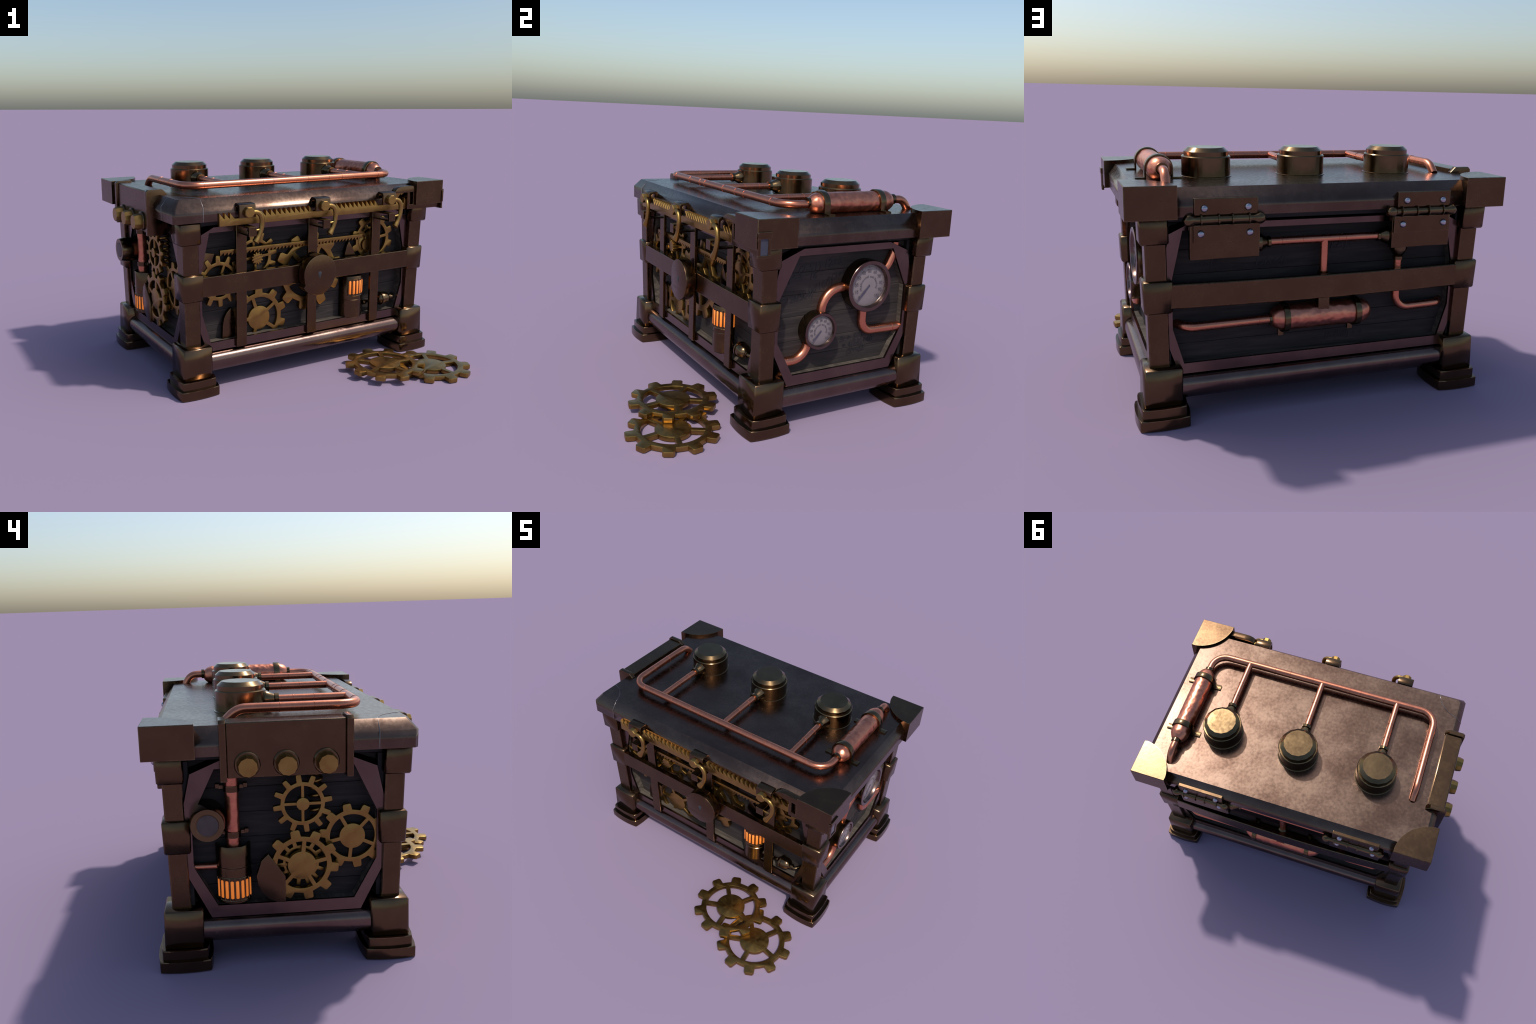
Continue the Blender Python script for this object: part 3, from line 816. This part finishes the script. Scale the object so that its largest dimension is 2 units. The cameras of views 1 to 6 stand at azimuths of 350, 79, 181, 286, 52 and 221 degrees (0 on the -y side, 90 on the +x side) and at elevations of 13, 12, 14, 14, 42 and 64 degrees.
# ------------------------------------------------------------------ small brass bulb at the lower right of the front
BL = lathe('float_bulb', [(0.0, -0.048), (0.018, -0.043), (0.030, -0.030), (0.036, -0.012), (0.036, 0.014), (0.029, 0.032), (0.016, 0.043), (0.0, 0.046)],
           'x', (0.527, -0.428, 0.322), DARKBRASS, None, 22, 60)
lathe('bulb_ring', [(0.030, -0.024), (0.039, -0.024), (0.039, -0.016), (0.030, -0.016)], 'x', (0.527, -0.428, 0.322), BRONZE, BL, 22)
tube('bulb_stem', [(0.50, -0.428, 0.320), (0.385, -0.428, 0.316)], 0.008, DARKBRASS, BL)
lathe('bulb_nut', [(0.0, -0.014), (0.014, -0.010), (0.014, 0.010), (0.0, 0.014)], 'x', (0.388, -0.428, 0.316), DARKBRASS, BL, 10)
tube('bulb_stem', [(0.565, -0.428, 0.322), (0.600, -0.432, 0.322), (0.622, -0.400, 0.325)], 0.010, DARKBRASS, BL, 0.02)
lathe('bulb_nut', [(0.016, -0.006), (0.016, 0.006)], 'x', (0.577, -0.428, 0.322), BRONZE, BL, 10)

# ------------------------------------------------------------------ right end: gauges and pipes
def gauge(y, z, R, front, recess, name='pressure_gauge'):
    back = 0.688
    dial = front - recess
    g = lathe(name, [(R * 0.90, back), (R * 0.985, back + 0.006), (R, back + 0.018), (R, front - 0.010), (R * 0.985, front - 0.002), (R * 0.90, front - 0.002),
                     (R * 0.825, dial - 0.002), (R * 0.5, dial - 0.006)], 'x', (0, y, z), DARKBRASS, None, 40, 35)
    lathe('gauge_rim', [(R * 0.992, front - 0.006), (R * 0.992, front - 0.001), (R * 0.975, front + 0.0015), (R * 0.845, front + 0.0015), (R * 0.815, dial + 0.001), (R * 0.80, dial - 0.001)],
          'x', (0, y, z), IRON, g, 40, 35, cap=False)
    lathe('dial', [(R * 0.820, dial - 0.003), (R * 0.74, dial), (R * 0.4, dial + 0.003), (0.0, dial + 0.004)], 'x', (0, y, z), DIALFACE, g, 40, 60)
    front = dial
    S = facing('right')
    def lift(r): return front + 0.0050 - 0.0052 * (r / R) ** 2
    parts = []
    for i in range(11):
        a = radians(225 - 27 * i); r = R * 0.58
        me = text_mesh(str(i * 10), R * 0.165)
        parts.append((me, S @ T(y + r * cos(a), z + r * sin(a), lift(r) + 0.0006)))
    for i in range(51):
        a = radians(225 - 5.4 * i); big = i % 5 == 0
        r0, r1 = R * (0.70 if big else 0.725), R * 0.765
        bm = bmesh.new(); w = R * (0.010 if big else 0.005)
        box_bm(bm, r0, r1, -w, w, -0.0006, 0.0006, 0)
        me = bpy.data.meshes.new('t'); bm.to_mesh(me); bm.free()
        parts.append((me, S @ T(y, z, lift(r0) + 0.0006) @ Matrix.Rotation(a, 4, 'Z')))
    word = "Middlestand and Reality"
    for i, ch in enumerate(word):
        if ch == ' ':
            continue
        a = radians(196 - 212 * i / (len(word) - 1)); r = R * 0.375
        me = text_mesh(ch, R * 0.115)
        parts.append((me, S @ T(y + r * cos(a), z + r * sin(a), lift(r) + 0.0006) @ Matrix.Rotation(a - pi / 2, 4, 'Z')))
    add('dial_marking', join_meshes(parts), DIALINK, g, 30)["kind"] = "stuff"
    me = shape_mesh([[(-0.03 * R, -0.05 * R), (0.03 * R, -0.05 * R), (0.028 * R, 0.16 * R), (0.045 * R, 0.32 * R), (0.03 * R, 0.46 * R), (0.008 * R, 0.74 * R), (-0.008 * R, 0.74 * R),
                      (-0.03 * R, 0.46 * R), (-0.045 * R, 0.32 * R), (-0.028 * R, 0.16 * R)]], 0.0022, 0.0003)
    me.transform(S @ T(y, z, front + 0.0062) @ RZ(137))
    add('needle', me, NEEDLE, g, 30)
    return g

gauge(0.124, 0.646, 0.128, 0.7635, 0.016)
gauge(-0.144, 0.454, 0.090, 0.7590, 0.009)
PX = 0.712
tube('copper_pipe', [(PX, -0.119, 0.515), (PX, -0.119, 0.643), (PX, 0.050, 0.643)], 0.0225, COPPER, None, 0.105, 16)
tube('copper_pipe', [(PX, -0.186, 0.405), (PX, -0.196, 0.313), (PX, -0.345, 0.313)], 0.0225, COPPER, None, 0.085, 16)
tube('copper_pipe', [(PX, 0.128, 0.550), (PX, 0.128, 0.407), (PX, 0.400, 0.402)], 0.0225, COPPER, None, 0.060, 16,
     [((PX, 0.22, 0.4052), (PX, 0.40, 0.402), 0.55)])
tube('copper_pipe', [(PX, 0.200, 0.690), (PX, 0.262, 0.722), (PX, 0.300, 0.800), (PX, 0.300, 0.845)], 0.0215, COPPER, None, 0.07, 16)

# hand-written sums on the boards
def scribble(side, off, items):
    parts = []
    S = facing(side)
    for body, u, z, size, rot in items:
        me = text_mesh(body, size, 0.0004)
        parts.append((me, S @ T(u, z, off) @ RZ(rot) @ Matrix(((1, 0.22, 0, 0), (0, 1, 0, 0), (0, 0, 1, 0), (0, 0, 0, 1)))))
    add('handwriting', join_meshes(parts), INK, None, 30)
scribble('right', 0.6992, [("(7-51)·12+3", -0.125, 0.755, 0.052, 8), ("____________", -0.140, 0.737, 0.030, 8), ("16", -0.165, 0.708, 0.045, 4), ("P=", -0.262, 0.706, 0.070, 4),
                           ("126(500)", -0.235, 0.612, 0.042, 10), ("(x/100)", -0.120, 0.655, 0.050, 12), ("+(3+10)", -0.015, 0.700, 0.045, 14),
                           ("St > 500", 0.085, 0.378, 0.042, 4), ("= 4(58)+48", 0.125, 0.345, 0.042, 5), ("(5+4)2", 0.115, 0.308, 0.040, 5)])
scribble('back', 0.4032, [("v(RA)3", 0.09, 0.715, 0.05, 2), ("12(x+4)", -0.22, 0.66, 0.045, 2), ("= 10 (3/8) + 4", 0.12, 0.29, 0.04, 1), ("(a+b)/6", -0.50, 0.665, 0.04, 0)])

# ------------------------------------------------------------------ back: hinges, pipes, tank
def hinge(s, x0, x1, lx0, lx1, ball):
    up = box('hinge_leaf', x0, x1, 0.490, 0.5205, 0.889, 0.9585, BRONZE, None, 0.004)
    lo = box('hinge_leaf', lx0, lx1, 0.474, 0.5040, 0.708, 0.850, BRONZE, None, 0.005)
    a, b = sorted((s * 0.303, s * 0.574))
    box('hinge_pad', a, b, 0.500, 0.5145, 0.778, 0.851, BRONZE, lo, 0.002)
    rings = [ball[0] + (ball[1] - ball[0]) * f for f in (0.16, 0.40, 0.595, 0.84)]
    lo_, hi_ = ball
    P = [(0.0, lo_ - 0.026)] + [(0.025 * sin(radians(t)), lo_ - 0.025 * cos(radians(t))) for t in range(25, 140, 23)] + [(0.014, lo_ + 0.026)]
    for i, c in enumerate(rings):
        r0 = 0.0145 if i in (0, 2) else 0.0175
        r1 = 0.0175 if i in (0, 2) else 0.0145
        P += [(r0, c - 0.0035), (0.0235, c - 0.003), (0.0235, c + 0.003), (r1, c + 0.0035)]
    P += [(0.014, hi_ - 0.026)] + [(0.025 * sin(radians(t)), hi_ - 0.025 * cos(radians(t))) for t in range(45, 170, 23)] + [(0.0, hi_ + 0.026)]
    lathe('hinge_pin', P, 'x', (0, 0.520, 0.873), DARKBRASS, up, 18, 45)
    for x, z in ((0.532, 0.917), (0.355, 0.919), (0.545, 0.816), (0.345, 0.815)):
        lathe('rivet', [(0.0155, 0.0), (0.0148, 0.004), (0.0125, 0.0085), (0.008, 0.0118), (0.004, 0.0130), (0.0, 0.0133)], 'y', (s * x, 0.5200 if z > 0.87 else 0.5140, z), CHROME, up if z > 0.87 else lo, 16, 60)
hinge(1, 0.313, 0.573, 0.300, 0.588, (0.306, 0.592))
hinge(-1, -0.571, -0.312, -0.588, -0.300, (-0.579, -0.284))

BY = 0.447
tube('copper_pipe', [(0.250, BY, 0.755), (-0.270, BY, 0.755)], 0.0175, COPPER, None, joints=[((0.25, BY, 0.755), (-0.27, BY, 0.755), f) for f in (0.12, 0.30, 0.62, 0.68)])
tube('copper_branch', [(-0.008, BY, 0.755), (-0.008, BY, 0.600)], 0.0185, COPPER, None)
lathe('pipe_nut', [(0.028, 0.592), (0.028, 0.606), (0.018, 0.613)], 'z', (-0.008, BY, 0), DARKBRASS, None, 8, 30)
lathe('pipe_fitting', [(0.024, 0.238), (0.024, 0.250), (0.020, 0.252), (0.032, 0.270), (0.040, 0.282), (0.041, 0.330)], 'x', (0, BY, 0.755), DARKBRASS, None, 12, 30)
lathe('pipe_fitting', [(0.024, -0.256), (0.024, -0.268), (0.020, -0.270), (0.030, -0.284), (0.042, -0.308), (0.042, -0.350)], 'x', (0, BY, 0.755), DARKBRASS, None, 12, 30)
lathe('pipe_fitting', [(0.023, 0.642), (0.023, 0.656), (0.019, 0.658), (0.028, 0.668), (0.039, 0.690), (0.040, 0.722)], 'z', (-0.369, BY, 0), DARKBRASS, None, 12, 30)
tube('copper_pipe', [(-0.369, BY, 0.660), (-0.369, BY, 0.412), (-0.590, BY - 0.004, 0.416), (-0.628, 0.395, 0.416)], 0.0185, COPPER, None, 0.062,
     joints=[((-0.369, BY, 0.66), (-0.369, BY, 0.41), 0.14)])
BT = hammered_tank('copper_tank', 0.056, 0.472, 'x', (-0.241, 0.443, 0.415), None)
for x in (0.168, -0.166):
    strap('tank_strap', 'x', (x, 0.443, 0.415), 0.0575, 0.026, 0.0405, (0, -1, 0), BT, tab=0.032)
tube('copper_pipe', [(0.220, BY, 0.413), (0.585, BY, 0.408), (0.638, 0.385, 0.415)], 0.0200, COPPER, None, 0.08, 14, [((0.22, BY, 0.413), (0.585, BY, 0.408), 0.17)])
lathe('pipe_nut', [(0.024, 0.226), (0.024, 0.237), (0.018, 0.238)], 'x', (0, BY, 0.413), DARKBRASS, None, 10, 30)
plate('feed_block', [(-0.025, 0.508), (-0.025, 0.44), (0.026, 0.44), (0.026, 0.508)], 0.040, 'back', 0.4870, BRONZE)

# ------------------------------------------------------------------ the two loose gears
gm = gear_mesh(0.2175, 0.0245, 10, 0.81, 0.67, 0.385, 5, 0.112, 0.265, radians(53), bev=0.0025)
shade(gm, 35); gm.materials.clear(); gm.materials.append(BRASS); gm.name = 'loose_gear'
for (x, y, z, rot) in ((0.784, -0.564, 0.0123, 28.3), (0.521, -0.554, 0.0372, 27.5)):
    g = bpy.data.objects.new('brass_gear', gm)
    g.location = (x, y, z); g.rotation_euler = (0, 0, radians(rot))
    COL.objects.link(g)
    g["label"] = "loose flat brass gear with ten square teeth and five spokes"
    g["category"] = "gear"
